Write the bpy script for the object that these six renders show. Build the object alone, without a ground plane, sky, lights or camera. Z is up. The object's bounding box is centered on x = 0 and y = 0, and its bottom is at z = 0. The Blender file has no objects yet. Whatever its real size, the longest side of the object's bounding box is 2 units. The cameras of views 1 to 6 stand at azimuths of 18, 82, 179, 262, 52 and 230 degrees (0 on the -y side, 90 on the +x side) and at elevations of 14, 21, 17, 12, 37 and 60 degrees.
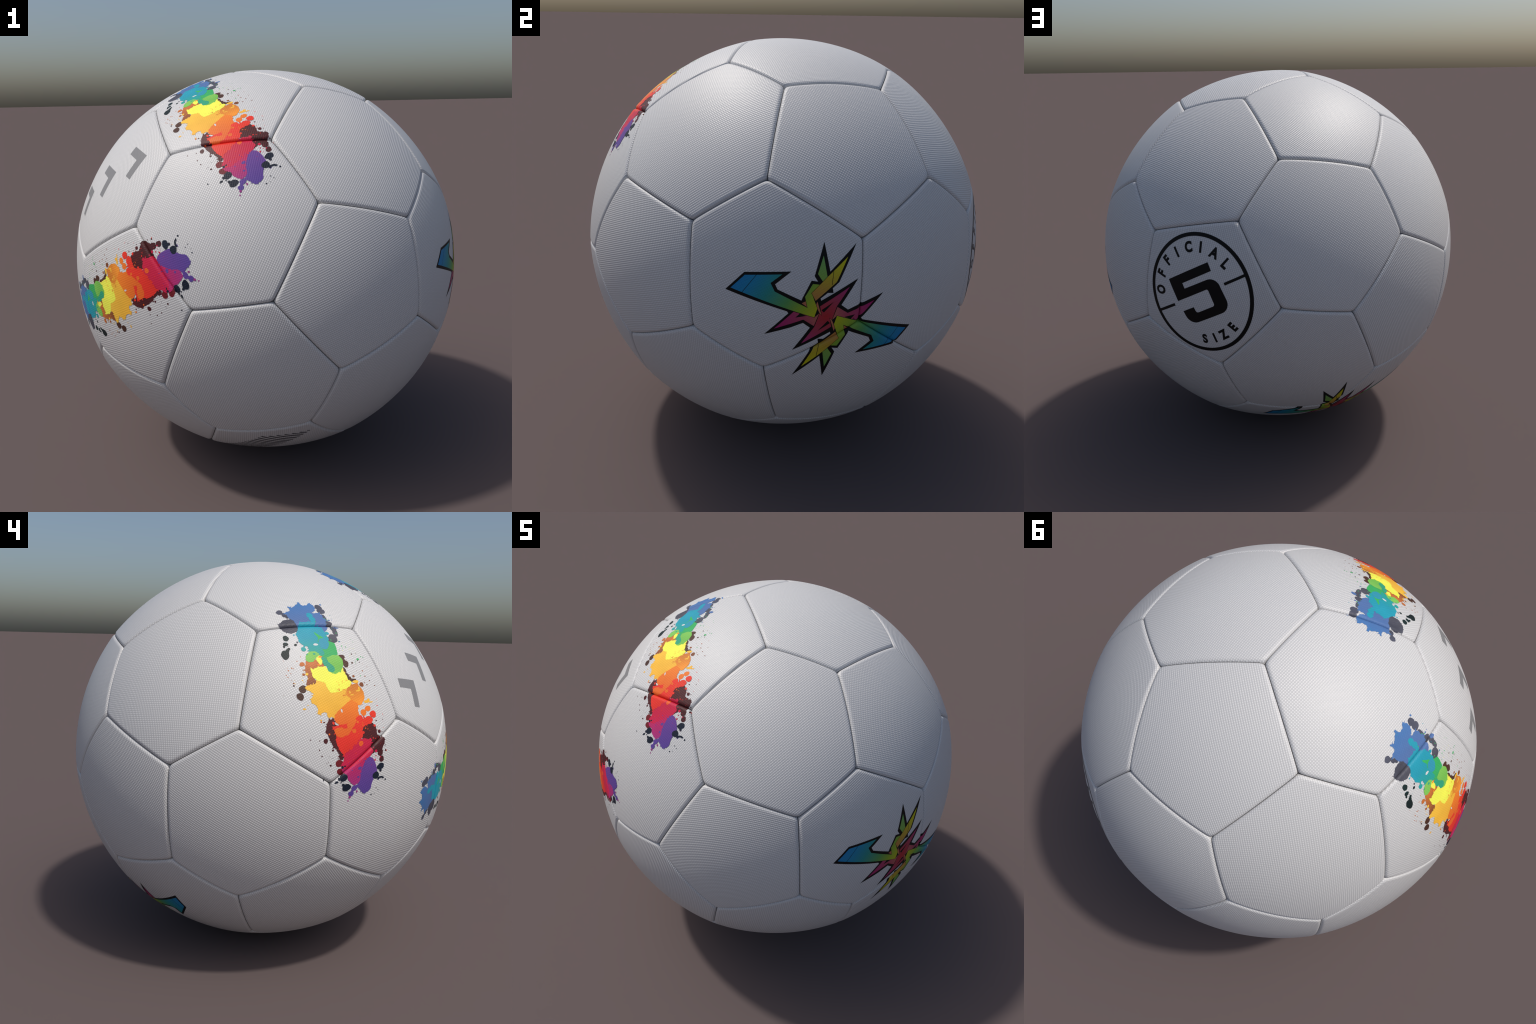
"""A white stitched football built part by part: 12 pentagon and 20 hexagon panels
with rounded, sunken seams and a woven grain, and prints that hug the surface:
three rainbow paint splashes, two spiky bursts, a round size emblem, three grey
hooks and a striped patch."""
import bpy, bmesh, math, random
import numpy as np
from mathutils import Vector, Matrix, noise
from mathutils.geometry import tessellate_polygon

R = 0.9970               # mean radius of the panel faces
SEAM_W, SEAM_H = 0.0188, 0.0148   # half width and depth of the seams
CORNER = 0.0062          # rounding of the panel corners
CENTRE = Vector((0, 0, 1))
PITCH = 0.0092           # spacing of the woven bumps

# ------------------------------------------------------------------ panel layout
PHI = (1 + 5 ** 0.5) / 2
ico = []
for a in (-1, 1):
    for b in (-PHI, PHI):
        ico += [(0, a, b), (a, b, 0), (b, 0, a)]
ico = np.array(ico) / np.linalg.norm(ico[0])
TURN = np.array([[0.65104371, 0.35877264, -0.66889782],
                 [-0.24537122, -0.73444916, -0.63275382],
                 [-0.71828619, 0.57607867, -0.39012602]])
ico = ico @ TURN.T
near = np.sort(np.linalg.norm(ico[0] - ico, axis=1))[1]
adj = lambda i, j: i != j and abs(np.linalg.norm(ico[i] - ico[j]) - near) < 1e-5
CUT = 0.361              # where each edge of the icosahedron is cut: pentagons a bit large


def unit(v):
    v = np.asarray(v, float)
    return v / np.linalg.norm(v, axis=-1, keepdims=True)


def corner(i, j):
    return unit(ico[i] * (1 - CUT) + ico[j] * CUT)


def around(c, pts, ref):
    x = unit(ref - c * (ref @ c))
    y = np.cross(c, x)
    pts = sorted(pts, key=lambda p: math.atan2(p @ y, p @ x) % (2 * math.pi - 1e-6))
    return np.array([x, y, c]), np.array(pts)


panels = []              # (kind, frame rows x y z, corner directions, weave angle)
PENT_WEAVE = [117, 124, 86, 142, 166, 120, 164, 20, 7, 161, 87, 59]
HEX_WEAVE = [30, 90, 60, 30, 150, 30, 120, 150, 150, 30, 30, 90, 94, 90, 76, 150, 90, 30, 90, 90]
for i in range(12):
    ring = [j for j in range(12) if adj(i, j)]
    fr, pts = around(ico[i], [corner(i, j) for j in ring], ico[ring[0]])
    panels.append(('pentagon_panel', fr, pts, PENT_WEAVE[i]))
n = 0
for i in range(12):
    for j in range(i + 1, 12):
        for k in range(j + 1, 12):
            if adj(i, j) and adj(j, k) and adj(i, k):
                c = unit(ico[i] + ico[j] + ico[k])
                fr, pts = around(c, [corner(p, q) for p in (i, j, k) for q in (i, j, k) if p != q], ico[i])
                panels.append(('hexagon_panel', fr, pts, HEX_WEAVE[n]))
                n += 1


def edge_planes(pts):
    nrm = unit(np.cross(pts, np.roll(pts, -1, 0)))
    return nrm


PLANES = [edge_planes(p[2]) for p in panels]


def seam_drop(d):
    """how far the surface sinks at distance d from the seam: a rounded edge"""
    t = np.clip(1 - d / SEAM_W, 0, 1)
    return SEAM_H * (1 - np.sqrt(np.maximum(0, 1 - t ** 2.5))) + 3.2 * np.maximum(0, -d)   # pits where three panels meet


def face_radius(dirs, k):
    """each panel is a touch flatter than the ball: lowest in its middle"""
    a2 = 2 * (1 - dirs @ panels[k][1][2])
    return (0.9948 if panels[k][0][0] == 'p' else 0.9940) + 0.038 * a2


def edge_distance(dirs, nrm):
    d = np.arcsin(np.clip(dirs @ nrm.T, -1, 1))
    d = np.maximum(d, 0)
    return -CORNER * np.log(np.exp(-d / CORNER).sum(1))


def surface_radius(dirs):
    """radius of the ball in any direction"""
    best = np.full(len(dirs), -9.0)
    who = np.zeros(len(dirs), int)
    for k, nrm in enumerate(PLANES):
        m = (dirs @ nrm.T).min(1)
        up = m > best
        best[up], who[up] = m[up], k
    r = np.empty(len(dirs))
    for k in np.unique(who):
        s = who == k
        r[s] = face_radius(dirs[s], k) - seam_drop(edge_distance(dirs[s], PLANES[k]))
    return r


# ------------------------------------------------------------------ materials
def srgb(r, g, b):
    f = lambda c: (c / 255 / 12.92) if c / 255 <= 0.04045 else ((c / 255 + 0.055) / 1.055) ** 2.4
    return (f(r), f(g), f(b), 1)


def woven(name, colour, colour2=None, axis=None, lo=0, hi=1, rough=0.5, grain=1.0, radial=False, stops=None, tint=0.10, spec=0.35, mottle=0.0):
    """plastic coated weave: small bumps on a square grid, beating slightly, in the panel's own frame"""
    m = bpy.data.materials.new(name)
    m.use_nodes = True
    nt = m.node_tree
    N, Lk = nt.nodes, nt.links
    bsdf = N['Principled BSDF']
    bsdf.inputs['Roughness'].default_value = rough
    bsdf.inputs['Specular IOR Level'].default_value = spec

    def math_(op, a, b=None, c=None):
        nd = N.new('ShaderNodeMath')
        nd.operation = op
        for k, v in enumerate((a, b, c)):
            if v is None:
                continue
            if isinstance(v, (int, float)):
                nd.inputs[k].default_value = v
            else:
                Lk.new(v, nd.inputs[k])
        return nd.outputs[0]

    co = N.new('ShaderNodeTexCoord')
    nrm = N.new('ShaderNodeVectorMath')
    nrm.operation = 'NORMALIZE'
    Lk.new(co.outputs['Object'], nrm.inputs[0])
    sep = N.new('ShaderNodeSeparateXYZ')
    Lk.new(nrm.outputs[0], sep.inputs[0])
    k = math_('DIVIDE', 2.0, math_('ADD', sep.outputs['Z'], 1.0))
    u0, v0 = math_('MULTIPLY', sep.outputs['X'], k), math_('MULTIPLY', sep.outputs['Y'], k)
    at = N.new('ShaderNodeAttribute')
    at.attribute_type = 'OBJECT'
    at.attribute_name = '["weave_angle"]'
    ang = at.outputs['Fac']
    ca, sa = math_('COSINE', ang), math_('SINE', ang)
    u = math_('ADD', math_('MULTIPLY', u0, ca), math_('MULTIPLY', v0, sa))
    v = math_('SUBTRACT', math_('MULTIPLY', v0, ca), math_('MULTIPLY', u0, sa))
    W = 2 * math.pi / PITCH
    cu = math_('COSINE', math_('MULTIPLY', u, W))
    cv = math_('COSINE', math_('MULTIPLY', v, W))
    h = math_('ADD', math_('MULTIPLY', cu, 0.20), math_('MULTIPLY', cv, 0.31))
    h = math_('ADD', h, math_('MULTIPLY', math_('MULTIPLY', cu, cv), 0.15))
    beat = math_('COSINE', math_('MULTIPLY', math_('ADD', math_('MULTIPLY', u, 0.55), math_('MULTIPLY', v, 0.83)), W * 0.27))
    h = math_('MULTIPLY', h, math_('MULTIPLY_ADD', beat, 0.05, 0.88))
    bump = N.new('ShaderNodeBump')
    bump.inputs['Strength'].default_value = 1.0
    bump.inputs['Distance'].default_value = 0.00084 * grain
    Lk.new(h, bump.inputs['Height'])
    Lk.new(bump.outputs[0], bsdf.inputs['Normal'])

    mix = None
    if stops:
        ramp = N.new('ShaderNodeValToRGB')
        ramp.color_ramp.elements[0].position, ramp.color_ramp.elements[0].color = stops[0]
        ramp.color_ramp.elements[1].position, ramp.color_ramp.elements[1].color = stops[-1]
        for p, c in stops[1:-1]:
            e = ramp.color_ramp.elements.new(p)
            e.color = c
        x, y = sep.outputs['X'], sep.outputs['Y']
        if radial:
            t = math_('SQRT', math_('ADD', math_('MULTIPLY', x, x), math_('MULTIPLY', y, y)))
        else:
            t = math_('ADD', math_('MULTIPLY', x, axis[0]), math_('MULTIPLY', y, axis[1]))
            if len(axis) > 2:
                t = math_('ABSOLUTE', t)
        mr = N.new('ShaderNodeMapRange')
        mr.inputs['From Min'].default_value, mr.inputs['From Max'].default_value = lo, hi
        Lk.new(t, mr.inputs['Value'])
        Lk.new(mr.outputs[0], ramp.inputs[0])
        src = ramp.outputs[0]
    else:
        rgb = N.new('ShaderNodeRGB')
        rgb.outputs[0].default_value = colour
        src = rgb.outputs[0]
    # cavity shadow of the weave hollows baked into the base colour, strength by tint
    dark = N.new('ShaderNodeMixRGB')
    dark.blend_type = 'MULTIPLY'
    dark.inputs['Fac'].default_value = 1
    sh = math_('MULTIPLY_ADD', h, tint, 1.0 - tint * 0.35)
    if mottle:      # ink laid on unevenly
        noi = N.new('ShaderNodeTexNoise')
        noi.inputs['Scale'].default_value = 11.0
        noi.inputs['Detail'].default_value = 3.0
        Lk.new(co.outputs['Object'], noi.inputs['Vector'])
        sh = math_('MULTIPLY', sh, math_('MULTIPLY_ADD', noi.outputs['Fac'], 2 * mottle, 1.0 - mottle))
    Lk.new(src, dark.inputs['Color1'])
    Lk.new(sh, dark.inputs['Color2'])
    Lk.new(dark.outputs[0], bsdf.inputs['Base Color'])
    return m


ROOT = bpy.data.objects.new('soccer_ball', None)
bpy.context.collection.objects.link(ROOT)
ROOT.empty_display_size = 0.2
ROOT['label'] = 'white stitched soccer ball with rainbow paint splashes and spiky graffiti bursts'
ROOT['category'] = 'soccer ball'


def place(ob, frame, weave=0.0, parent=None):
    ob.parent = parent or ROOT
    bpy.context.collection.objects.link(ob)
    m = Matrix([list(frame[0]), list(frame[1]), list(frame[2])]).transposed().to_4x4()
    m.translation = CENTRE
    ob.matrix_local = m if parent is None else Matrix.Identity(4)
    ob['weave_angle'] = float(weave)
    return ob


# ------------------------------------------------------------------ panels
def panel_mesh(name, frame, pts, nrm, number):
    """concentric rings from the middle to the seam, close together at the rounded edge"""
    F = np.array(frame)
    sides, seg = len(pts), 26
    apo = min(math.asin(nrm[k] @ F[2]) for k in range(sides))
    edge = [0.0013, 0.0015, 0.0017, 0.0020, 0.0028, 0.0038, 0.005, 0.0064, 0.008, 0.010, 0.0125, 0.0150, 0.0178, 0.0205, 0.027, 0.036]
    ring_s = [1 - d / apo for d in edge][::-1]
    ring_s = list(np.linspace(0.04, ring_s[0], 26)[:-1]) + ring_s
    flat = [p / (p @ F[2]) for p in pts]          # corners on the tangent plane
    dirs = [F[2]]
    for s in ring_s:
        for k in range(sides):
            for q in range(seg):
                # corner-dense spacing along each side
                t = q / seg
                t = t - 0.55 * math.sin(2 * math.pi * t) / (2 * math.pi)
                dirs.append(F[2] + s * (flat[k] * (1 - t) + flat[(k + 1) % sides] * t - F[2]))
    dirs = unit(np.array(dirs))
    r = face_radius(dirs, number) - seam_drop(edge_distance(dirs, nrm))
    ring = sides * seg
    # a skirt that turns inward, so the panel has thickness at the seam
    last = dirs[-ring:]
    dirs = np.vstack([dirs, last])
    r = np.concatenate([r, np.full(ring, R - SEAM_H - 0.034)])
    co = (dirs * r[:, None]) @ F.T
    faces = [(0, 1 + q, 1 + (q + 1) % ring) for q in range(ring)]
    for a in range(len(ring_s)):
        o, p = 1 + a * ring, 1 + (a + 1) * ring
        faces += [(o + q, p + q, p + (q + 1) % ring, o + (q + 1) % ring) for q in range(ring)]
    me = bpy.data.meshes.new(name)
    me.from_pydata(co.tolist(), [], faces)
    me.polygons.foreach_set('use_smooth', [True] * len(me.polygons))
    me.update()
    me.validate()
    # keep the top edge crisp against the skirt
    bm = bmesh.new()
    bm.from_mesh(me)
    first = 1 + (len(ring_s) - 1) * ring
    bm.verts.ensure_lookup_table()
    for e in bm.edges:
        if all(first <= v.index < first + ring for v in e.verts):
            e.smooth = False
    bm.to_mesh(me)
    bm.free()
    return me


WHITE = woven('white_woven_leather', (0.685, 0.681, 0.676, 1), tint=0.36, rough=0.46, spec=0.5)
shared = {}
for number, ((kind, fr, pts, weave), nrm) in enumerate(zip(panels, PLANES)):
    if kind not in shared:
        shared[kind] = panel_mesh(kind, fr, pts, nrm, number)
        shared[kind].materials.append(WHITE)
    place(bpy.data.objects.new(kind, shared[kind]), fr, math.radians(weave))


def weave_in(frame, k):
    """weave angle of panel k, seen in another frame"""
    kind, fr, pts, weave = panels[k]
    a = math.radians(weave)
    d = fr[0] * math.cos(a) + fr[1] * math.sin(a)
    F = np.array(frame)
    return math.atan2(d @ F[1], d @ F[0])


# ------------------------------------------------------------------ prints that hug the ball
def seams_near(frame, reach):
    """planes of the seams whose arc comes within reach of the frame's axis"""
    F, out, seen = np.array(frame), [], set()
    for nrm, (kind, fr, pts, w) in zip(PLANES, panels):
        for k in range(len(pts)):
            a, b = pts[k], pts[(k + 1) % len(pts)]
            key = tuple(np.round(unit(a + b), 3))
            if key in seen:
                continue
            seen.add(key)
            arc = unit(np.array([a * (1 - t) + b * t for t in np.linspace(0, 1, 9)]))
            if (arc @ F[2]).max() > math.cos(reach):
                out.append((Vector(F @ nrm[k]), [Vector(F @ p) for p in (a, b)]))
    return out


GRID = 0.022
STEPS = [0, 0.0006, 0.0016, 0.003, 0.005, 0.0075, 0.0105, 0.014, 0.0185]


def hug(name, shapes, frame, material, weave, parent=None, lift0=0.00045):
    """shapes: list of (triangles in the chart plane, lift). The chart plane touches the
    ball at the frame's axis. Cut them finely, lay them on the ball, follow the seams."""
    bm = bmesh.new()
    lay = bm.verts.layers.float.new('lift')
    ext = 0
    for tris, lift in shapes:
        cache = {}
        for tri in tris:
            vs = []
            for p in tri:
                key = (round(p[0], 6), round(p[1], 6))
                if key not in cache:
                    v = bm.verts.new((p[0], p[1], 1.0))
                    v[lay] = lift
                    cache[key] = v
                    ext = max(ext, math.hypot(p[0], p[1]))
                vs.append(cache[key])
            if len(set(vs)) == 3:
                try:
                    bm.faces.new(vs)
                except ValueError:
                    pass
    xs = [v.co.x for v in bm.verts]
    ys = [v.co.y for v in bm.verts]

    def cut(co, no):
        bmesh.ops.bisect_plane(bm, geom=bm.verts[:] + bm.edges[:] + bm.faces[:], dist=1e-7, plane_co=co, plane_no=no)

    for axis, (lo, hi) in enumerate(((min(xs), max(xs)), (min(ys), max(ys)))):
        for g in range(math.ceil(lo / GRID), math.floor(hi / GRID) + 1):
            co, no = [0, 0, 1], [0, 0, 0]
            co[axis], no[axis] = g * GRID, 1
            cut(co, no)
    for v in bm.verts:
        v.co.normalize()
    reach = math.atan(ext) + 0.03
    box = np.array([v.co[:] for v in bm.verts])
    for nrm, (a, b) in seams_near(frame, reach):
        mid = (a + b).normalized()
        half = a.angle(mid) + 0.03
        side = box @ np.array(nrm)
        along = box @ np.array(mid)
        near_ = along > math.cos(half)
        if not near_.any():
            continue
        lo, hi = side[near_].min(), side[near_].max()
        if lo > 0.02 or hi < -0.02:
            continue
        for st in STEPS:
            for sg in ((1, -1) if st else (1,)):
                d = math.sin(st * sg)
                if lo < d < hi:
                    fs = [f for f in bm.faces if f.calc_center_median().dot(mid) > math.cos(half + 0.02)]
                    es = list({e for f in fs for e in f.edges})
                    vs = list({v for f in fs for v in f.verts})
                    bmesh.ops.bisect_plane(bm, geom=vs + es + fs, dist=1e-7, plane_co=nrm * d, plane_no=nrm)
    F = np.array(frame)
    bm.verts.ensure_lookup_table()
    loc = np.array([v.co[:] for v in bm.verts])
    loc = unit(loc)
    world = loc @ F
    r = surface_radius(world)
    lifts = np.array([v[lay] for v in bm.verts])
    loc = loc * (r + lift0 + lifts)[:, None]
    # open the print at the seam line so each side keeps its own shading
    split = []
    allpl = [nrm for nrm, ab in seams_near(frame, reach)]
    flat = unit(loc)
    onseam = np.zeros(len(loc), bool)
    for nrm in allpl:
        onseam |= np.abs(flat @ np.array(nrm)) < 2e-5
    deep = r < R - SEAM_H * 0.6
    for v, c in zip(bm.verts, loc):
        v.co = c
    for e in bm.edges:
        i, j = e.verts[0].index, e.verts[1].index
        if onseam[i] and onseam[j] and deep[i] and deep[j]:
            split.append(e)
    if split:
        bmesh.ops.split_edges(bm, edges=split)
    bmesh.ops.recalc_face_normals(bm, faces=bm.faces[:])
    for f in bm.faces:
        f.smooth = True
        if f.normal.dot(f.calc_center_median()) < 0:
            f.normal_flip()
    me = bpy.data.meshes.new(name)
    bm.to_mesh(me)
    bm.free()
    me.materials.append(material)
    ob = bpy.data.objects.new(name, me)
    return place(ob, frame, weave, parent)


def fill(poly):
    v = [Vector((p[0], p[1], 0)) for p in poly]
    return [[poly[i] for i in t] for t in tessellate_polygon([v])]


def ellipse(cx, cy, rx, ry, rng, wob=0.10, n=None):
    n = n or max(12, min(40, int(900 * max(rx, ry))))
    ph = [rng.uniform(0, 6.28) for _ in range(4)]
    out = []
    for k in range(n):
        a = 2 * math.pi * k / n
        s = 1 + wob * (0.6 * math.sin(2 * a + ph[0]) + 0.5 * math.sin(3 * a + ph[1]) + 0.35 * math.sin(5 * a + ph[2]))
        out.append((cx + rx * s * math.cos(a), cy + ry * s * math.sin(a)))
    return out


def ragged(pts, rough, rng):
    """outline of a splat: the control points joined by a lumpy, spiky edge"""
    area = sum(a[0] * b[1] - b[0] * a[1] for a, b in zip(pts, pts[1:] + pts[:1]))
    out_ = 1 if area > 0 else -1
    soft, m = [], len(pts)
    for k in range(m):
        a, b = pts[k], pts[(k + 1) % m]
        soft += [(a[0] * .88 + b[0] * .12, a[1] * .88 + b[1] * .12), (a[0] * .12 + b[0] * .88, a[1] * .12 + b[1] * .88)]
    out, m = [], len(soft)
    seed = rng.uniform(0, 100)
    s = 0.0
    for k in range(m):
        a, b = soft[k], soft[(k + 1) % m]
        L = math.hypot(b[0] - a[0], b[1] - a[1])
        if L < 1e-9:
            continue
        nx, ny = out_ * (b[1] - a[1]) / L, -out_ * (b[0] - a[0]) / L
        steps = max(1, int(L / 0.0022))
        for q in range(steps):
            t = q / steps
            s += L / steps
            x, y = a[0] + (b[0] - a[0]) * t, a[1] + (b[1] - a[1]) * t
            d = 0.0012 + 0.0036 * rough * noise.noise((x * 90, y * 90, seed)) + 0.0026 * rough * noise.noise((x * 260, y * 260, seed + 9))
            spike = noise.noise((x * 150, y * 150, seed + 31))
            if spike > 0.34:
                d += (spike - 0.34) * 0.045 * rough
            out.append((x + nx * d, y + ny * d))
    return out


def overlap(a, b):
    return a[0] < b[1] and b[0] < a[1] and a[2] < b[3] and b[2] < a[3]


def stack(items, step=0.00006):
    """give overlapping inks increasing height, in painting order"""
    done = []
    for key, poly in items:
        x, y = [p[0] for p in poly], [p[1] for p in poly]
        bb = (min(x), max(x), min(y), max(y))
        lvl = 1 + max([l for b, l in done if overlap(b, bb)], default=-1)
        done.append((bb, lvl))
        yield key, poly, lvl * step


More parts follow.
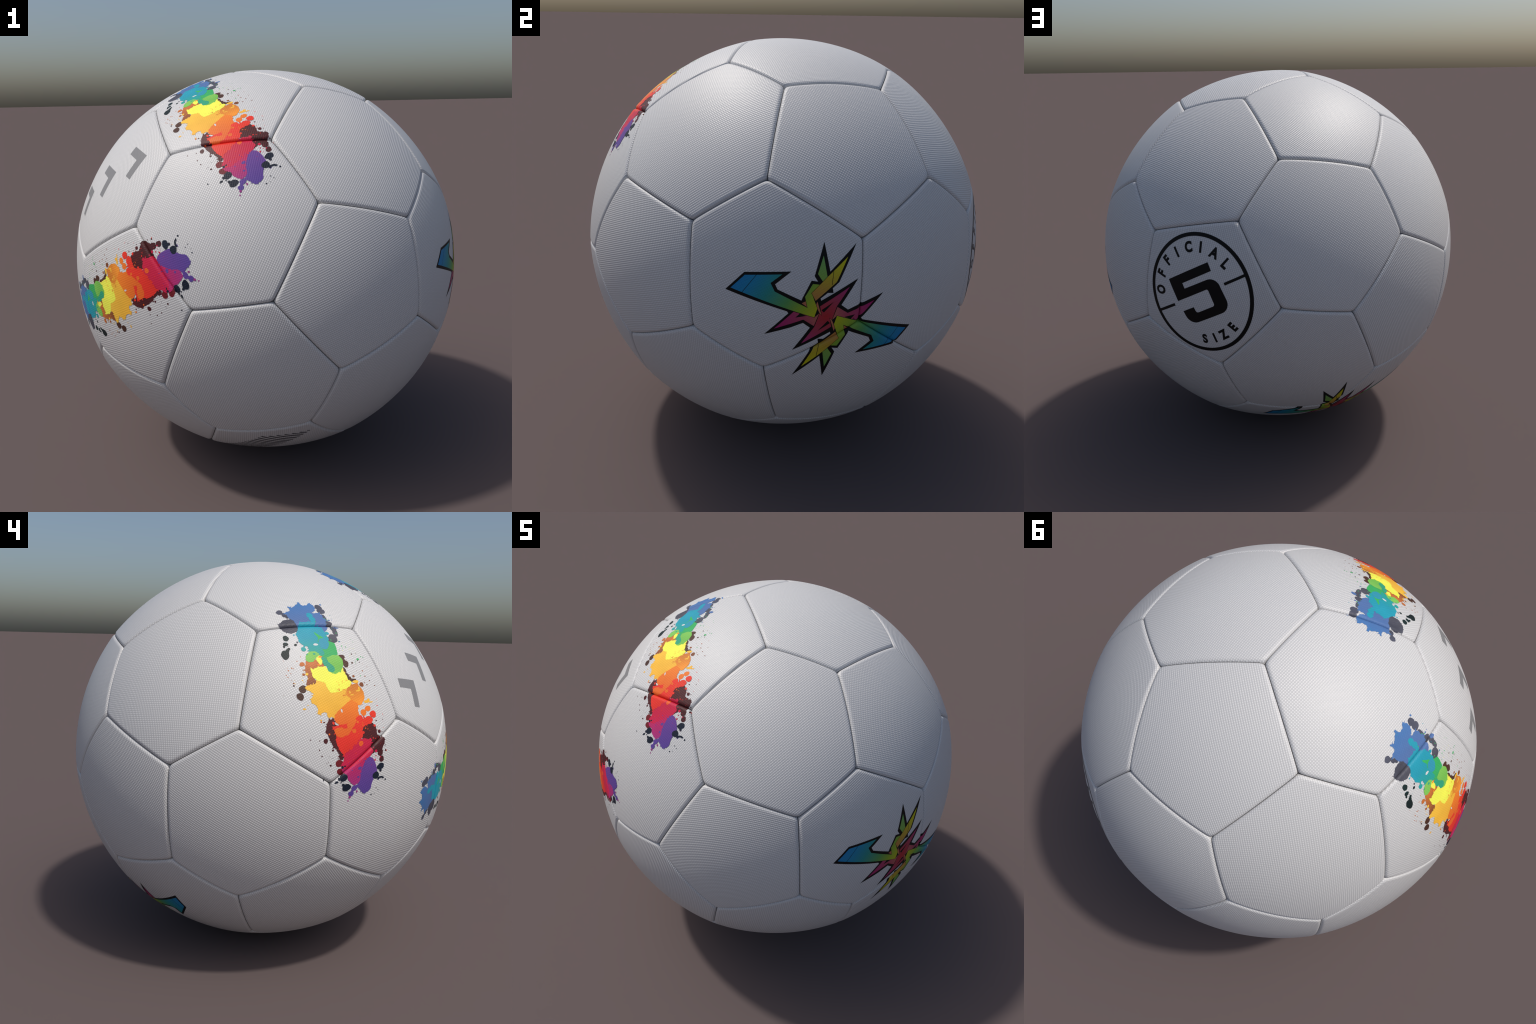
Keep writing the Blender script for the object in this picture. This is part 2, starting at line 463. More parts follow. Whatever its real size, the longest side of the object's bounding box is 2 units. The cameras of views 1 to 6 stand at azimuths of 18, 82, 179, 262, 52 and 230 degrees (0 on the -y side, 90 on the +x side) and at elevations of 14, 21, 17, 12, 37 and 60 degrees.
# ------------------------------------------------------------------ rainbow paint splash
# Painting order, in thousandths of the chart: patches with ragged edges and round drops.
SPLASH = [
    ('patch', 'slate', 1, [(-109, 354), (-69, 377), (-32, 377), (-14, 338), (-20, 299), (-65, 291), (-95, 307), (-102, 330)]),
    ('drops', 'slate', 0, [(-81, 434, 17, 16), (-66, 412, 10, 16), (-55, 398, 9, 14), (126, 452, 18, 22), (128, 421, 20, 23), (124, 330, 27, 18), (146, 300, 16, 18), (146, 274, 12, 22), (121, 242, 23, 24), (101, 240, 9, 13), (-50, 239, 4, 5), (124, 371, 11, 26)]),
    ('drops', 'bottle', 0, [(-95, 268, 14, 15), (-104, 238, 12, 10), (-113, 227, 5, 7), (-118, 186, 19, 22), (-103, 204, 8, 9), (-96, 211, 7, 7), (-61, 227, 7, 6), (-96, 225, 2, 2)]),
    ('patch', 'brown', 1, [(-39, 138), (-3, 147), (34, 137), (37, 107), (7, 99), (-17, 90), (-28, 64), (-12, 44), (-22, 36), (-34, 32), (-57, 29), (-63, 38), (-48, 67), (-52, 95)]),
    ('drops', 'umber', 0, [(-82, 21, 17, 17), (-100, -9, 16, 16), (-116, 41, 4, 4), (130, 145, 17, 13), (141, 112, 14, 18), (126, 80, 7, 17), (130, 59, 10, 11), (136, 43, 13, 10), (153, 34, 20, 7), (176, 115, 5, 4), (133, 129, 11, 11)]),
    ('drops', 'brown', 0, [(-58, 130, 12, 10), (-63, 83, 6, 6), (-106, 120, 3, 3), (-116, 96, 2, 2), (162, 52, 7, 5), (192, 12, 12, 10), (-76, 148, 3, 2), (223, 49, 4, 2), (221, 9, 4, 2), (264, 4, 4, 2), (217, 75, 3, 3), (-55, 166, 2, 2)]),
    ('patch', 'maroon', 1, [(0, -124), (23, -123), (24, -145), (39, -155), (20, -163), (26, -197), (17, -226), (31, -270), (47, -282), (36, -302), (21, -296), (24, -272), (3, -239), (-8, -215), (-13, -188), (-23, -170), (-13, -148)]),
    ('patch', 'maroon', 1, [(148, -173), (163, -165), (206, -161), (224, -174), (227, -218), (247, -227), (272, -239), (263, -266), (248, -284), (252, -310), (233, -317), (214, -287), (188, -299), (166, -301), (177, -265), (178, -238), (149, -226), (138, -209)]),
    ('drops', 'maroon', 0, [(-29, -209, 10, 11), (-3, -253, 5, 5), (241, -203, 9, 8), (244, -331, 15, 15), (-23, -318, 5, 4), (-22, -130, 4, 3), (-94, -194, 3, 2), (-56, -271, 3, 3), (-63, -243, 2, 4), (271, -294, 4, 5), (-55, -204, 2, 3)]),
    ('drops', 'wine', 0, [(19, -315, 18, 17), (22, -354, 19, 17)]),
    ('patch', 'blue', 1, [(-29, 474), (-15, 458), (5, 466), (22, 484), (35, 488), (45, 472), (55, 466), (75, 472), (93, 492), (93, 476), (103, 468), (104, 450), (98, 425), (69, 413), (81, 401), (105, 405), (119, 394), (118, 376), (129, 360), (118, 336), (119, 308), (93, 278), (62, 301), (-19, 310), (-23, 337), (-30, 366), (-51, 391), (-52, 429), (-26, 437)]),
    ('drops', 'blue', 0, [(163, 308, 13, 9), (147, 474, 5, 6), (144, 354, 6, 4), (149, 225, 5, 3), (160, 356, 3, 2)]),
    ('patch', 'green', 0.5, [(95, 229), (119, 218), (120, 191), (115, 160), (78, 147), (51, 141), (32, 158), (9, 187), (7, 209), (43, 242), (65, 260)]),
    ('patch', 'teal', 0.8, [(-8, 349), (27, 348), (65, 344), (59, 321), (86, 307), (93, 278), (100, 243), (87, 220), (53, 200), (54, 164), (38, 159), (19, 168), (-7, 188), (-8, 211), (-26, 218), (-41, 241), (-39, 262), (-44, 283), (-31, 301)]),
    ('drops', 'teal', 0, [(57, 392, 16, 18), (61, 364, 15, 18), (58, 344, 11, 17), (102, 273, 10, 9), (-32, 200, 11, 11), (-54, 280, 5, 3), (60, 306, 12, 9)]),
    ('patch', 'green', 0.3, [(42, 284), (50, 276), (59, 265), (76, 249), (60, 231), (44, 230), (53, 251), (46, 266)]),
    ('drops', 'sea', 0, [(68, 218, 24, 28)]),
    ('drops', 'green', 0, [(212, 132, 7, 5), (245, 142, 3, 2), (135, 355, 3, 3), (170, 196, 2, 3), (149, 272, 2, 4), (109, 235, 3, 3), (132, 181, 2, 2), (199, 52, 3, 2)]),
    ('patch', 'amber', 0.5, [(-10, 65), (27, 57), (101, 34), (141, 23), (135, -15), (68, -31), (9, -13), (-26, 18)]),
    ('patch', 'amber', 1.3, [(-69, 29), (-41, 35), (-1, 41), (20, 31), (21, 4), (37, -9), (73, -9), (111, -7), (125, -37), (137, -57), (98, -76), (61, -93), (29, -115), (0, -111), (-2, -93), (-12, -86), (-40, -94), (-36, -59), (-61, -40), (-40, -10), (-51, 10), (-64, 10)]),
    ('drops', 'amber', 0, [(199, -65, 17, 6), (221, -69, 11, 3), (210, -57, 7, 5), (-94, -63, 7, 4), (-76, -50, 2, 3), (165, 27, 15, 7), (-49, 83, 7, 6), (121, 72, 6, 4)]),
    ('patch', 'ochre', 1, [(132, 14), (166, 18), (184, -3), (192, -27), (185, -58), (163, -78), (142, -74), (124, -58), (112, -36), (105, -13)]),
    ('drops', 'amber', 0, [(166, -14, 12, 4), (173, -5, 4, 8), (131, -30, 9, 3), (123, -18, 4, 6)]),
    ('patch', 'yellow', 0.8, [(-25, 95), (9, 107), (37, 107), (52, 90), (74, 70), (107, 81), (119, 92), (118, 76), (127, 55), (128, 38), (144, 27), (130, 8), (100, -1), (77, -10), (37, -9), (24, 11), (22, 38), (-8, 46), (-25, 67)]),
    ('patch', 'yellow', 0.5, [(13, 162), (31, 156), (35, 132), (23, 115), (17, 126), (11, 141)]),
    ('drops', 'orange', 0, [(31, 154, 9, 4), (14, 117, 8, 4)]),
    ('patch', 'leaf', 0.35, [(61, 147), (93, 157), (118, 153), (130, 133), (126, 106), (107, 81), (76, 68), (59, 79), (60, 117)]),
    ('patch', 'leaf', 0.35, [(-31, 166), (-12, 183), (16, 183), (31, 167), (10, 152), (-6, 136), (-26, 136), (-36, 147)]),
    ('drops', 'jade', 0, [(47, 127, 14, 19), (57, 114, 12, 13), (64, 96, 18, 18), (8, 171, 6, 5), (-24, 172, 4, 3), (42, 144, 8, 10)]),
    ('patch', 'orange', 0.5, [(26, -111), (64, -83), (121, -50), (149, -70), (146, -96), (63, -127)]),
    ('patch', 'orange', 0.4, [(24, -119), (61, -97), (97, -79), (138, -72), (143, -88), (145, -114), (141, -136), (103, -134), (94, -146), (78, -153), (50, -152), (32, -139)]),
    ('drops', 'orange', 0, [(171, -111, 16, 14), (197, -96, 15, 13)]),
    ('patch', 'crimson', 0.5, [(34, -286), (84, -255), (126, -231), (158, -231), (150, -254), (62, -290)]),
    ('patch', 'red', 0.7, [(13, -155), (46, -151), (83, -152), (124, -134), (152, -119), (163, -141), (191, -130), (207, -161), (165, -167), (148, -184), (147, -211), (131, -228), (106, -247), (82, -266), (39, -277), (26, -250), (15, -214), (23, -193)]),
    ('drops', 'red', 0, [(219, -123, 18, 15), (193, -145, 19, 17), (219, -174, 6, 6), (153, -197, 7, 6), (202, -228, 4, 3), (18, -139, 5, 7), (215, -232, 3, 2), (275, -128, 2, 2), (252, -87, 3, 2)]),
    ('patch', 'orange', 0.7, [(16, -167), (44, -161), (77, -173), (84, -146), (107, -136), (125, -134), (121, -151), (95, -177), (79, -196), (41, -203), (23, -193)]),
    ('patch', 'crimson', 0.8, [(80, -267), (110, -248), (131, -228), (154, -223), (188, -236), (186, -267), (195, -284), (162, -323), (123, -355), (100, -365), (56, -359), (27, -352), (27, -324), (40, -306), (48, -280)]),
    ('drops', 'crimson', 0, [(212, -289, 7, 7), (204, -330, 4, 5), (185, -231, 5, 6)]),
    ('drops', 'orange', 0, [(109, -185, 10, 9), (134, -243, 12, 12), (132, -149, 6, 5), (-8, -183, 4, 4), (167, -180, 4, 3), (178, -185, 3, 2), (-34, -127, 4, 3)]),
    ('patch', 'magenta', 0.8, [(23, -337), (57, -351), (102, -337), (134, -322), (160, -327), (142, -344), (127, -366), (121, -394), (109, -422), (83, -431), (55, -399), (51, -373), (30, -357)]),
    ('patch', 'magenta', 0.5, [(114, -351), (158, -314), (166, -336), (141, -377), (125, -417), (101, -429)]),
    ('patch', 'purple', 0.5, [(171, -309), (192, -320), (205, -347), (215, -387), (195, -414), (182, -438), (177, -469), (159, -481), (134, -484), (108, -449), (97, -436), (116, -417), (122, -386), (132, -354), (148, -329)]),
    ('drops', 'purple', 0, [(118, -354, 10, 8), (107, -395, 6, 5), (85, -446, 16, 14), (97, -438, 8, 6), (66, -472, 14, 14), (74, -459, 7, 8), (90, -307, 3, 3), (224, -428, 6, 6), (77, -357, 3, 3)]),
    ('drops', 'magenta', 0, [(59, -489, 6, 7), (98, -466, 4, 7), (50, -508, 3, 5)]),
    ('drops', 'navy', 0, [(33, -385, 18, 18), (12, -388, 7, 7), (-2, -401, 7, 6), (-10, -404, 3, 4), (44, -435, 21, 19), (28, -419, 7, 7), (236, -366, 23, 15), (236, -385, 7, 9), (207, -406, 21, 17), (236, -421, 15, 5), (252, -427, 7, 4), (269, -441, 5, 5), (223, -426, 6, 5), (31, -335, 6, 7), (43, -332, 5, 4), (-62, -382, 3, 4), (18, -405, 3, 3), (211, -472, 3, 2)]),
    ('drops', 'white', 0, [(29, 217, 11, 6)]),
    ('drops', 'white', 0, [(66, -92, 4, 8)]),
]
INK = {   # ink: colours from the blue end to the violet end
    'slate': [(0.36, srgb(78, 80, 94)), (0.30, srgb(78, 78, 88))],
    'bottle': [(0.3, srgb(28, 50, 50)), (0.16, srgb(20, 32, 33))],
    'brown': [(0.13, srgb(204, 116, 58)), (0.03, srgb(128, 76, 48))],
    'umber': [(0.15, srgb(84, 54, 44)), (0.0, srgb(76, 48, 38))],
    'maroon': [(-0.1, srgb(88, 36, 38)), (-0.4, srgb(66, 30, 34))],
    'wine': [(-0.25, srgb(122, 34, 40)), (-0.4, srgb(108, 28, 36))],
    'blue': [(0.47, srgb(68, 124, 184)), (0.34, srgb(86, 116, 168))],
    'green': [(0.26, srgb(62, 182, 96)), (0.16, srgb(62, 176, 100))],
    'teal': [(0.25, srgb(40, 156, 178)), (0.14, srgb(48, 170, 138))],
    'sea': [(0.3, srgb(52, 152, 180)), (0.2, srgb(54, 154, 178))],
    'orange': [(-0.0, srgb(245, 142, 46)), (-0.22, srgb(236, 98, 40))],
    'amber': [(0.1, srgb(255, 200, 72)), (-0.1, srgb(248, 184, 62))],
    'ochre': [(0.05, srgb(190, 110, 48)), (-0.06, srgb(246, 152, 52))],
    'yellow': [(0.15, srgb(255, 250, 92)), (0.0, srgb(255, 250, 88))],
    'leaf': [(0.2, srgb(140, 204, 96)), (0.1, srgb(122, 194, 84))],
    'jade': [(0.2, srgb(50, 170, 138)), (0.1, srgb(54, 166, 126))],
    'red': [(-0.1, srgb(240, 62, 44)), (-0.3, srgb(230, 50, 42))],
    'crimson': [(-0.2, srgb(205, 36, 66)), (-0.38, srgb(208, 36, 82))],
    'magenta': [(-0.30, srgb(200, 40, 92)), (-0.42, srgb(158, 58, 134))],
    'purple': [(-0.3, srgb(108, 68, 148)), (-0.45, srgb(92, 72, 152))],
    'navy': [(-0.3, srgb(26, 36, 52)), (-0.45, srgb(24, 32, 48))],
    'white': [(0.3, (0.685, 0.681, 0.676, 1)), (-0.3, (0.685, 0.681, 0.676, 1))],
}


def tone(c, k=0.98):
    return tuple(min(0.92, x * k) for x in c[:3]) + (1,)


inks = {}
for ink, ((y1, c1), (y0, c0)) in INK.items():
    inks[ink] = woven(ink + '_paint', c1, stops=[(0.0, tone(c0)), (1.0, tone(c1))], axis=(0, 1), lo=y0, hi=y1, rough=0.5, grain=0.5, tint=0.08, spec=0.25, mottle={'slate': 0.75, 'maroon': 0.4, 'brown': 0.5, 'ochre': 0.3, 'white': 0.0}.get(ink, 0.16))


def splash_shapes():
    rng = random.Random(5)
    items = []
    for kind, ink, rough, pts in SPLASH:
        if kind == 'patch':
            items.append((ink, ragged([(x / 1000, y / 1000) for x, y in pts], rough, rng)))
        else:
            for x, y, rx, ry in pts:
                items.append((ink, ellipse(x / 1000, y / 1000, rx / 1000, ry / 1000, rng)))
    # fine spatter flung off each colour
    fields = [('brown', 0.16, 0.05, 0.10, 0.10, 34), ('umber', 0.19, 0.12, 0.05, 0.08, 12), ('brown', -0.13, 0.10, 0.04, 0.08, 16),
              ('green', 0.19, 0.19, 0.06, 0.08, 22), ('yellow', 0.17, 0.16, 0.05, 0.06, 14), ('blue', 0.14, 0.36, 0.05, 0.06, 14),
              ('teal', -0.10, 0.26, 0.03, 0.06, 10), ('maroon', 0.02, -0.28, 0.05, 0.08, 22), ('red', 0.24, -0.20, 0.05, 0.08, 18),
              ('orange', 0.14, -0.17, 0.07, 0.05, 26), ('red', 0.10, -0.30, 0.08, 0.04, 18), ('purple', 0.15, -0.36, 0.06, 0.04, 22),
              ('amber', -0.02, -0.10, 0.05, 0.03, 12), ('amber', 0.11, 0.03, 0.05, 0.03, 20), ('jade', 0.02, 0.13, 0.05, 0.03, 9),
              ('navy', 0.16, -0.47, 0.09, 0.05, 16), ('crimson', 0.22, -0.33, 0.04, 0.04, 16), ('maroon', 0.25, -0.22, 0.03, 0.07, 14),
              ('teal', 0.05, 0.33, 0.08, 0.06, 14), ('green', 0.09, 0.30, 0.05, 0.06, 12), ('yellow', 0.02, 0.06, 0.08, 0.02, 12)]
    fields += [('ochre', 0.10, -0.01, 0.05, 0.03, 26), ('brown', -0.02, 0.04, 0.07, 0.03, 30), ('amber', -0.06, 0.06, 0.04, 0.05, 22),
               ('maroon', 0.15, -0.24, 0.05, 0.04, 20), ('crimson', 0.17, -0.27, 0.05, 0.03, 20), ('purple', 0.11, -0.33, 0.05, 0.03, 12)]
    under, over, over_inks = [], [], ('red', 'orange', 'green', 'teal', 'ochre', 'amber', 'crimson', 'purple')
    for ink, cx, cy, sx, sy, n in fields:
        for _ in range(n):
            r = min(0.0034, 0.0007 + rng.expovariate(1 / 0.0007))
            (over if ink in over_inks else under).append((ink, ellipse(cx + rng.gauss(0, sx * .6), cy + rng.gauss(0, sy * .6), r * rng.uniform(.7, 1.3), r, rng, n=9)))
    items = under + items + over
    by = {}
    for ink, poly, lift in stack(items):
        by.setdefault(ink, []).append((fill(poly), lift))
    return by


SPLASH_SHAPES = splash_shapes()
SPLASH_FRAMES = [   # (frame, panel that carries most of it)
    ([[0.18701826, -0.97506377, 0.11947726], [0.3809803, 0.18409568, 0.90606997], [-0.90547125, -0.12393314, 0.40590935]], 8),
    ([[0.86058034, 0.32851584, 0.3892028], [-0.4968718, 0.7094083, 0.49985827], [-0.11189233, -0.62355209, 0.77373309]], 4),
    ([[-0.26214546, 0.09518309, 0.96032283], [-0.87575361, 0.39456125, -0.27816728], [-0.405383, -0.91392647, -0.02007551]], 9),
]
for frame, carrier in SPLASH_FRAMES:
    top = None
    for ink, shapes in SPLASH_SHAPES.items():
        w = weave_in(frame, carrier)
        if top is None:
            top = hug('paint_splash', shapes, frame, inks[ink], w)
        else:
            hug(ink + '_paint', shapes, frame, inks[ink], w, parent=top)

# ------------------------------------------------------------------ spiky graffiti burst
def turned(p):
    return [(-x, -y) for x, y in p]


def grown(poly, d):
    """move every side of a polygon outward by d (inward when negative), mitred"""
    area = sum(a[0] * b[1] - b[0] * a[1] for a, b in zip(poly, poly[1:] + poly[:1]))
    sg = 1 if area > 0 else -1
    out, m = [], len(poly)
    for k in range(m):
        p, q, r = Vector(poly[k - 1]), Vector(poly[k]), Vector(poly[(k + 1) % m])
        e1, e2 = (q - p).normalized(), (r - q).normalized()
        n1, n2 = Vector((e1.y, -e1.x)) * sg, Vector((e2.y, -e2.x)) * sg
        b = n1 + n2
        den = max(0.25, 1 + n1.dot(n2))
        out.append(tuple(q + b * (d / den)))
    return out


OUTLINE = [(-0.4362, -0.0006), (-0.3764, 0.095), (-0.1911, 0.1471), (-0.2382, 0.0817), (-0.2208, 0.0619), (-0.1124, 0.0415),
           (-0.112, 0.0539), (-0.0971, 0.1313), (-0.0684, 0.1333), (-0.0901, 0.1541), (-0.0903, 0.2976), (-0.0358, 0.1813),
           (0.0415, 0.3227), (0.0099, 0.1521), (-0.0095, 0.1221), (-0.0016, 0.1047), (-0.0227, 0.1003), (-0.0451, 0.0697),
           (-0.0384, 0.0585), (0.0838, 0.1799), (0.0453, 0.0603), (0.081, 0.0452), (0.1261, 0.0798), (0.2163, 0.1409),
           (0.1472, 0.0216), (0.1565, 0.0137)]
ARM = [(-0.4175, 0.0121), (-0.3718, 0.085), (-0.2201, 0.1289), (-0.2557, 0.082), (-0.2289, 0.0523), (-0.0824, 0.0201),
       (-0.105, 0.0621), (-0.09, 0.1211), (-0.0601, 0.1247), (-0.0848, 0.0846), (-0.0435, 0.0258), (-0.0442, -0.0127), (-0.3571, 0.0085)]
LEAF = [(-0.0788, 0.2432), (-0.0406, 0.1612), (-0.052, 0.1378), (-0.0815, 0.1649)]
SPIKE = [(0.0203, 0.261), (0.0018, 0.1501), (-0.0597, 0.0564), (-0.0837, 0.0836), (-0.0406, 0.1612)]
PETAL = [(-0.1858, -0.105), (-0.131, -0.0098), (-0.044, -0.0135), (-0.0305, 0.0075), (-0.0343, -0.0501), (-0.0839, -0.0332)]
CORE = [(0.0595, 0.1413), (0.0311, 0.053), (0.0284, -0.0071), (0.016, -0.0008), (0.0355, -0.0379)]
TRI = [(-0.1101, 0.033), (-0.0962, 0.046), (-0.0843, 0.0226)]
SLIVER = [(-0.0519, 0.0544), (-0.0196, 0.0048), (-0.0226, 0.0016), (-0.053, 0.0384)]
DART = [(0.0131, 0.0682), (-0.0255, 0.0235), (-0.0129, 0.0156)]
NICK = [(-0.1169, -0.0326), (-0.1049, -0.0103), (-0.0759, -0.0138)]
CREASES = [((-0.0222, 0.1893), (-0.0136, 0.1328)), ((-0.3229, 0.0993), (-0.362, 0.0084))]


def line(a, b, w):
    a, b = Vector(a), Vector(b)
    n = Vector((-(b - a).y, (b - a).x)).normalized() * w / 2
    return [tuple(a + n), tuple(a - n), tuple(b - n), tuple(b + n)]


ink_black = woven('black_ink', (0.0035, 0.0035, 0.0038, 1), grain=0.5, rough=0.5, spec=0.2)
lin = lambda r, g, b: (r, g, b, 1)
burst_mats = {
    'blue_arm': woven('blue_to_lime_ink', None, axis=(-1, 0.35, 'mirror'), lo=0.05, hi=0.42, grain=0.6, stops=[
        (0.0, lin(0.48, 0.50, 0.010)), (0.17, lin(0.26, 0.42, 0.03)), (0.33, lin(0.10, 0.34, 0.09)), (0.57, lin(0.018, 0.28, 0.26)), (0.76, lin(0.006, 0.25, 0.44)), (1.0, lin(0.003, 0.20, 0.54))]),
    'leaf_green': woven('leaf_green_ink', None, axis=(0, 1, 'mirror'), lo=0.12, hi=0.25, grain=0.6, stops=[(0, lin(0.24, 0.42, 0.05)), (1, lin(0.16, 0.42, 0.12))]),
    'yellow_spike': woven('orange_to_yellow_ink', None, axis=(0, 1, 'mirror'), lo=0.05, hi=0.22, grain=0.6, stops=[(0, lin(0.50, 0.19, 0.06)), (0.45, lin(0.52, 0.34, 0.03)), (1, lin(0.60, 0.57, 0.006))]),
    'pink_petal': woven('pink_ink', None, radial=True, lo=0.03, hi=0.2, grain=0.6, stops=[(0, lin(0.50, 0.14, 0.10)), (0.35, lin(0.42, 0.055, 0.11)), (1, lin(0.42, 0.006, 0.16))]),
    'red_core': woven('red_ink', None, radial=True, lo=0.0, hi=0.14, grain=0.6, stops=[(0, lin(0.46, 0.018, 0.022)), (0.5, lin(0.40, 0.04, 0.08)), (1, lin(0.42, 0.03, 0.17))]),
    'salmon': woven('salmon_ink', lin(0.52, 0.17, 0.08), grain=0.6),
}
BURST_FRAMES = [
    ([[-0.0155, 0.9648, -0.2627], [-0.0021, 0.2627, 0.9649], [0.9999, 0.0155, -0.0021]], 12 + 16),
    ([[-0.9546, -0.1816, 0.236], [0.008, 0.7767, 0.6299], [-0.2977, 0.6032, -0.74]], 12 + 6),
]


def burst_shapes():
    """half a motif and its half turn; each flat of colour sits on a slightly larger black one"""
    full_core = CORE + turned(CORE)
    order = []
    plate = grown(OUTLINE + turned(OUTLINE), 0.0018)
    order.append(('black', plate))
    both = lambda kind, p: [(kind, p), (kind, turned(p))]
    order += both('pink_petal', PETAL)
    order += both('black', NICK)
    order += both('salmon', TRI)
    order += both('leaf_green', LEAF)
    edge = lambda kind, p: [('black', grown(p, 0.0016)), ('black', turned(grown(p, 0.0016)))] + both(kind, p)
    order += edge('salmon', SLIVER)
    order += [('black', grown(full_core, 0.0016)), ('red_core', full_core)]
    order += both('black', DART)
    order += edge('blue_arm', ARM)
    order += edge('yellow_spike', SPIKE)
    for a, b in CREASES:
        order += both('black', line(a, b, 0.0022))
    by = {}
    for kind, poly, lift in stack(order):
        by.setdefault(kind, []).append((fill(poly), lift))
    return by


BURST = burst_shapes()
for frame, carrier in BURST_FRAMES:
    F = np.array(frame)
    F[2] = unit(F[2]); F[0] = unit(F[0] - F[2] * (F[0] @ F[2])); F[1] = np.cross(F[2], F[0])
    w = weave_in(F, carrier)
    top = hug('burst_emblem', BURST['black'], F, ink_black, w)
    for kind, shapes in BURST.items():
        if kind != 'black':
            hug(kind, shapes, F, burst_mats[kind], w, parent=top)

# ------------------------------------------------------------------ round size emblem
EMBLEM = np.array([[-0.8341, 0.3294, 0.4425], [0.3995, -0.1925, 0.8963], [0.3804, 0.9244, 0.029]])
EX, EY = -0.0125, -0.0055
LONG, SHORT, LEAN = 0.3005, 0.2710, 73   # seen a little oval, leaning


def oval_ring(w, n=110):
    tris, c, s = [], math.cos(math.radians(LEAN)), math.sin(math.radians(LEAN))
    at = lambda t, d: (EX + (LONG - d) * math.cos(t) * c - (SHORT - d) * math.sin(t) * s,
                       EY + (LONG - d) * math.cos(t) * s + (SHORT - d) * math.sin(t) * c)
    for k in range(n):
        a, b = 2 * math.pi * k / n, 2 * math.pi * (k + 1) / n
        q = [at(t, d) for t in (a, b) for d in (0, w)]
        tris += [[q[0], q[1], q[2]], [q[1], q[3], q[2]]]
    return tris


def arc(cx, cy, r, a0, a1, n=8):
    return [(cx + r * math.cos(math.radians(a0 + (a1 - a0) * k / n)), cy + r * math.sin(math.radians(a0 + (a1 - a0) * k / n))) for k in range(n + 1)]


FIVE = [(-0.1315, 0.118), (0.1015, 0.118), (0.1, 0.075), (-0.066, 0.075), (-0.067, 0.0475), (0.062, 0.0455)] \
    + arc(0.060, -0.004, 0.0495, 85, 8, 7) + [(0.1085, -0.076)] + arc(0.058, -0.074, 0.0505, -6, -88, 7) \
    + [(-0.075, -0.1240)] + arc(-0.081, -0.074, 0.050, -92, -172, 7) + [(-0.1315, -0.0488), (-0.0655, -0.0488)] \
    + arc(-0.0545, -0.0690, 0.0105, 190, 270, 4) + [(0.030, -0.0790)] + arc(0.0305, -0.0675, 0.0115, -80, 0, 4) \
    + [(0.0455, -0.006)] + arc(0.0375, -0.003, 0.008, 0, 90, 4) + [(-0.133, 0.005)]


def letter(ch):
    """flat outline of one capital from the built-in font, as triangles with its box centred"""
    cu = bpy.data.curves.new('letter', 'FONT')
    cu.body, cu.size, cu.resolution_u = ch, 1.0, 6
    cu.offset = 0.052
    ob = bpy.data.objects.new('letter', cu)
    bpy.context.collection.objects.link(ob)
    dg = bpy.context.evaluated_depsgraph_get()
    ev = ob.evaluated_get(dg)
    me = ev.to_mesh()
    me.calc_loop_triangles()
    v = [tuple(p.co[:2]) for p in me.vertices]
    tris = [[v[i] for i in t.vertices] for t in me.loop_triangles]
    ev.to_mesh_clear()
    bpy.data.objects.remove(ob)
    bpy.data.curves.remove(cu)
    xs, ys = [p[0] for p in v], [p[1] for p in v]
    mx, my, h = (min(xs) + max(xs)) / 2, (min(ys) + max(ys)) / 2, max(ys) - min(ys)
    return [[((p[0] - mx) / h, (p[1] - my) / h) for p in t] for t in tris]


def set_letter(ch, x, y, up, height, squeeze=0.80):
    """up: direction of the letter's top, degrees"""
    a = math.radians(up - 90)
    c, s = math.cos(a), math.sin(a)
    return [[(x + height * (squeeze * px * c - py * s), y + height * (squeeze * px * s + py * c)) for px, py in t] for t in letter(ch)]


w0 = weave_in(EMBLEM, 0)
shapes = [(oval_ring(0.0195), 0.0)]
for x0, x1, y in ((-0.276, -0.160, -0.0038), (0.1325, 0.252, -0.0042)):
    shapes.append((fill([(x0, y - 0.0066), (x1, y - 0.0066), (x1, y + 0.0066), (x0, y + 0.0066)]), 0.00012))
ring_ob = hug('size_emblem', shapes, EMBLEM, ink_black, w0)
hug('number', [(fill(FIVE), 0.0)], EMBLEM, ink_black, w0, parent=ring_ob)
TOP = list(zip('OFFICIAL', [(-0.2047, 0.0884), (-0.1592, 0.1599), (-0.1003, 0.2051), (-0.0333, 0.2215), (0.0377, 0.2203), (0.0971, 0.1958), (0.1504, 0.1463), (0.1817, 0.0784)]))
for ch, (x, y) in TOP:
    up = math.degrees(math.atan2(y - EY, x - EX))
    hug('letter', [(set_letter(ch, x, y, up, 0.0555), 0.0)], EMBLEM, ink_black, w0, parent=ring_ob)
for ch, (x, y) in zip('SIZE', [(-0.1002, -0.214), (-0.0468, -0.2268), (0.0061, -0.2257), (0.071, -0.2063)]):
    up = math.degrees(math.atan2(-(y - EY), -(x - EX)))
    hug('letter', [(set_letter(ch, x, y, up, 0.0535), 0.0)], EMBLEM, ink_black, w0, parent=ring_ob)

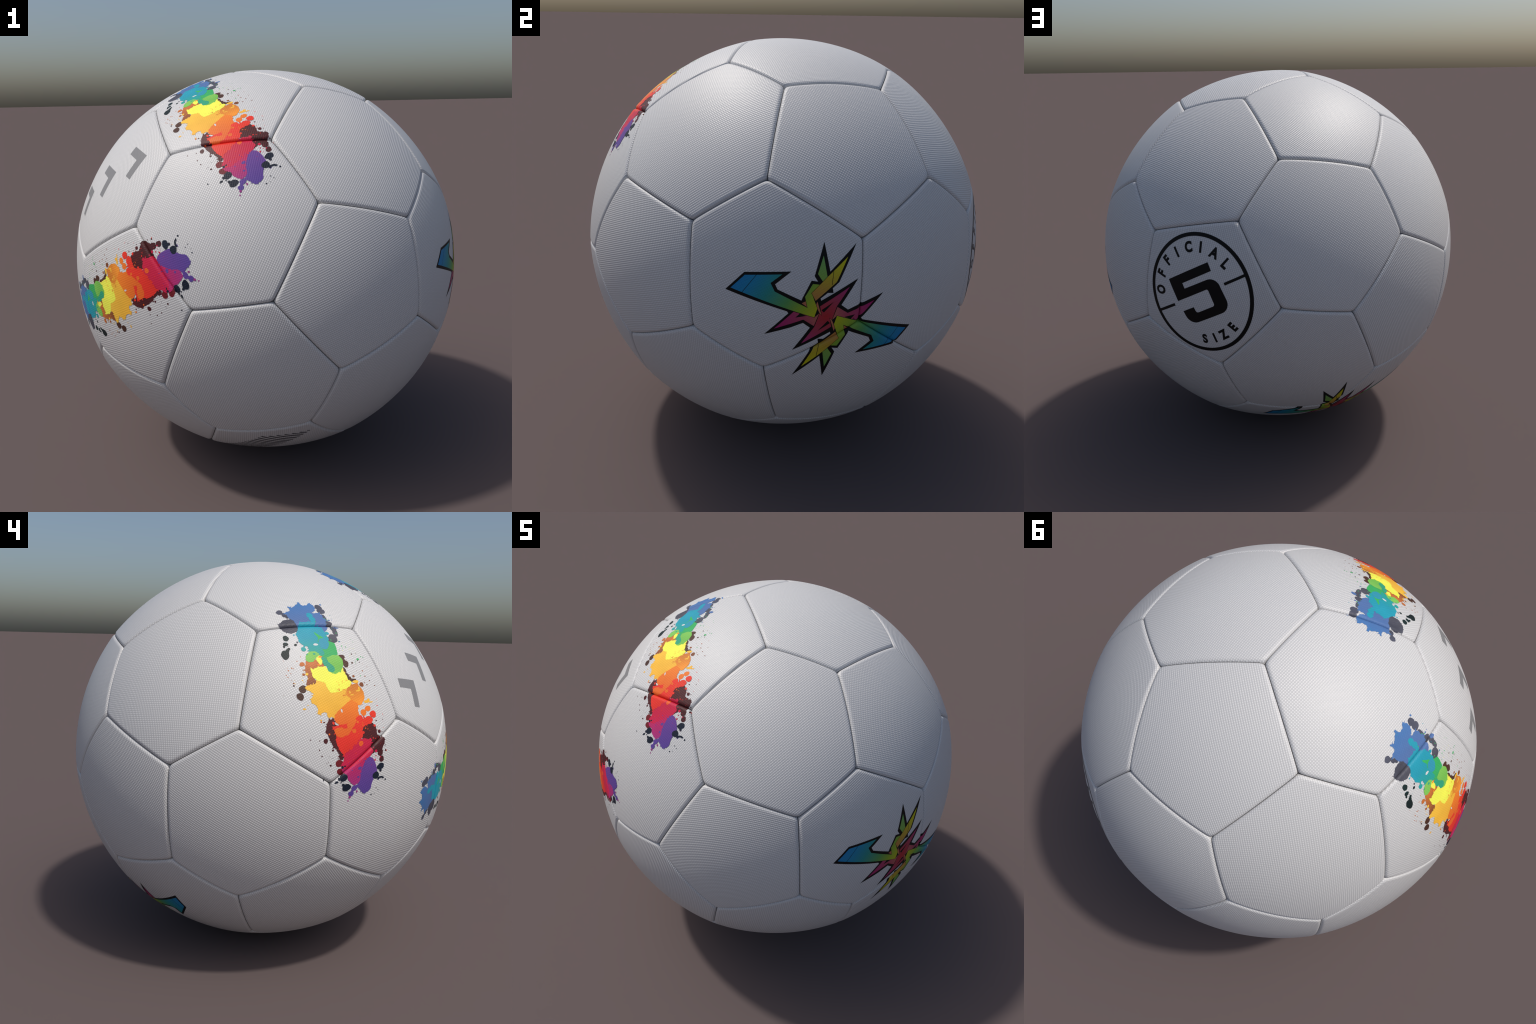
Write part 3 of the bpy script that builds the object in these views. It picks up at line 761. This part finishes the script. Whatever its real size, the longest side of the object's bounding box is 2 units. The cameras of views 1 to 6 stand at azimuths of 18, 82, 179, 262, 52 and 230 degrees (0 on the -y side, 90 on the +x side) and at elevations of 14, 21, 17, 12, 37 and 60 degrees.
# ------------------------------------------------------------------ three grey hooks
GREY = woven('grey_ink', (0.235, 0.235, 0.238, 1), grain=0.5)
HOOKS = np.array([[0.7594, -0.6506, 0.0], [0.3397, 0.3964, 0.8529], [-0.5549, -0.6477, 0.5221]])
HOOKS[2] = unit(HOOKS[2])
HOOK = [(-0.0635, 0.0785), (0.0655, 0.0525), (0.0385, -0.0795), (-0.0040, -0.0700), (0.0115, 0.0160), (-0.0715, 0.0350)]
for cx, cy in ((-0.1775, -0.1422), (-0.0025, -0.0258), (0.1720, 0.0925)):
    hug('hook_mark', [(fill([(cx + x, cy + y) for x, y in HOOK]), 0.0)], HOOKS, GREY, weave_in(HOOKS, 12 + 14))

# ------------------------------------------------------------------ striped patch underneath
UNDER = np.array([[0.4839, 0.7797, -0.3974], [0.8515, -0.3146, 0.4196], [0.2022, -0.5414, -0.8161]])
UNDER[2] = unit(UNDER[2])
DARKGREY = woven('charcoal_ink', (0.10, 0.10, 0.105, 1), grain=0.5)
stripes = []
for k in range(20):
    left = (-0.0855 - 0.0224 * k, 0.2959 - 0.0293 * k) if k < 6.5 else (-0.2202 + 0.0051 * (k - 6), 0.1201 - 0.0277 * (k - 6))
    right = (-0.0745 + 0.0042 * k, 0.3061 - 0.0268 * k)
    stripes.append((fill(line(left, right, 0.0135 if k else 0.009)), 0.0))
hug('striped_patch', stripes, UNDER, DARKGREY, weave_in(UNDER, 11))

# ------------------------------------------------------------------ inner bladder, behind the seams
me = bpy.data.meshes.new('bladder')
bm = bmesh.new()
bmesh.ops.create_icosphere(bm, subdivisions=5, radius=R - SEAM_H - 0.030)
for f in bm.faces:
    f.smooth = True
bm.to_mesh(me)
bm.free()
rubber = bpy.data.materials.new('black_rubber')
rubber.use_nodes = True
rubber.node_tree.nodes['Principled BSDF'].inputs['Base Color'].default_value = (0.02, 0.02, 0.02, 1)
rubber.node_tree.nodes['Principled BSDF'].inputs['Roughness'].default_value = 0.7
me.materials.append(rubber)
place(bpy.data.objects.new('bladder', me), np.eye(3))
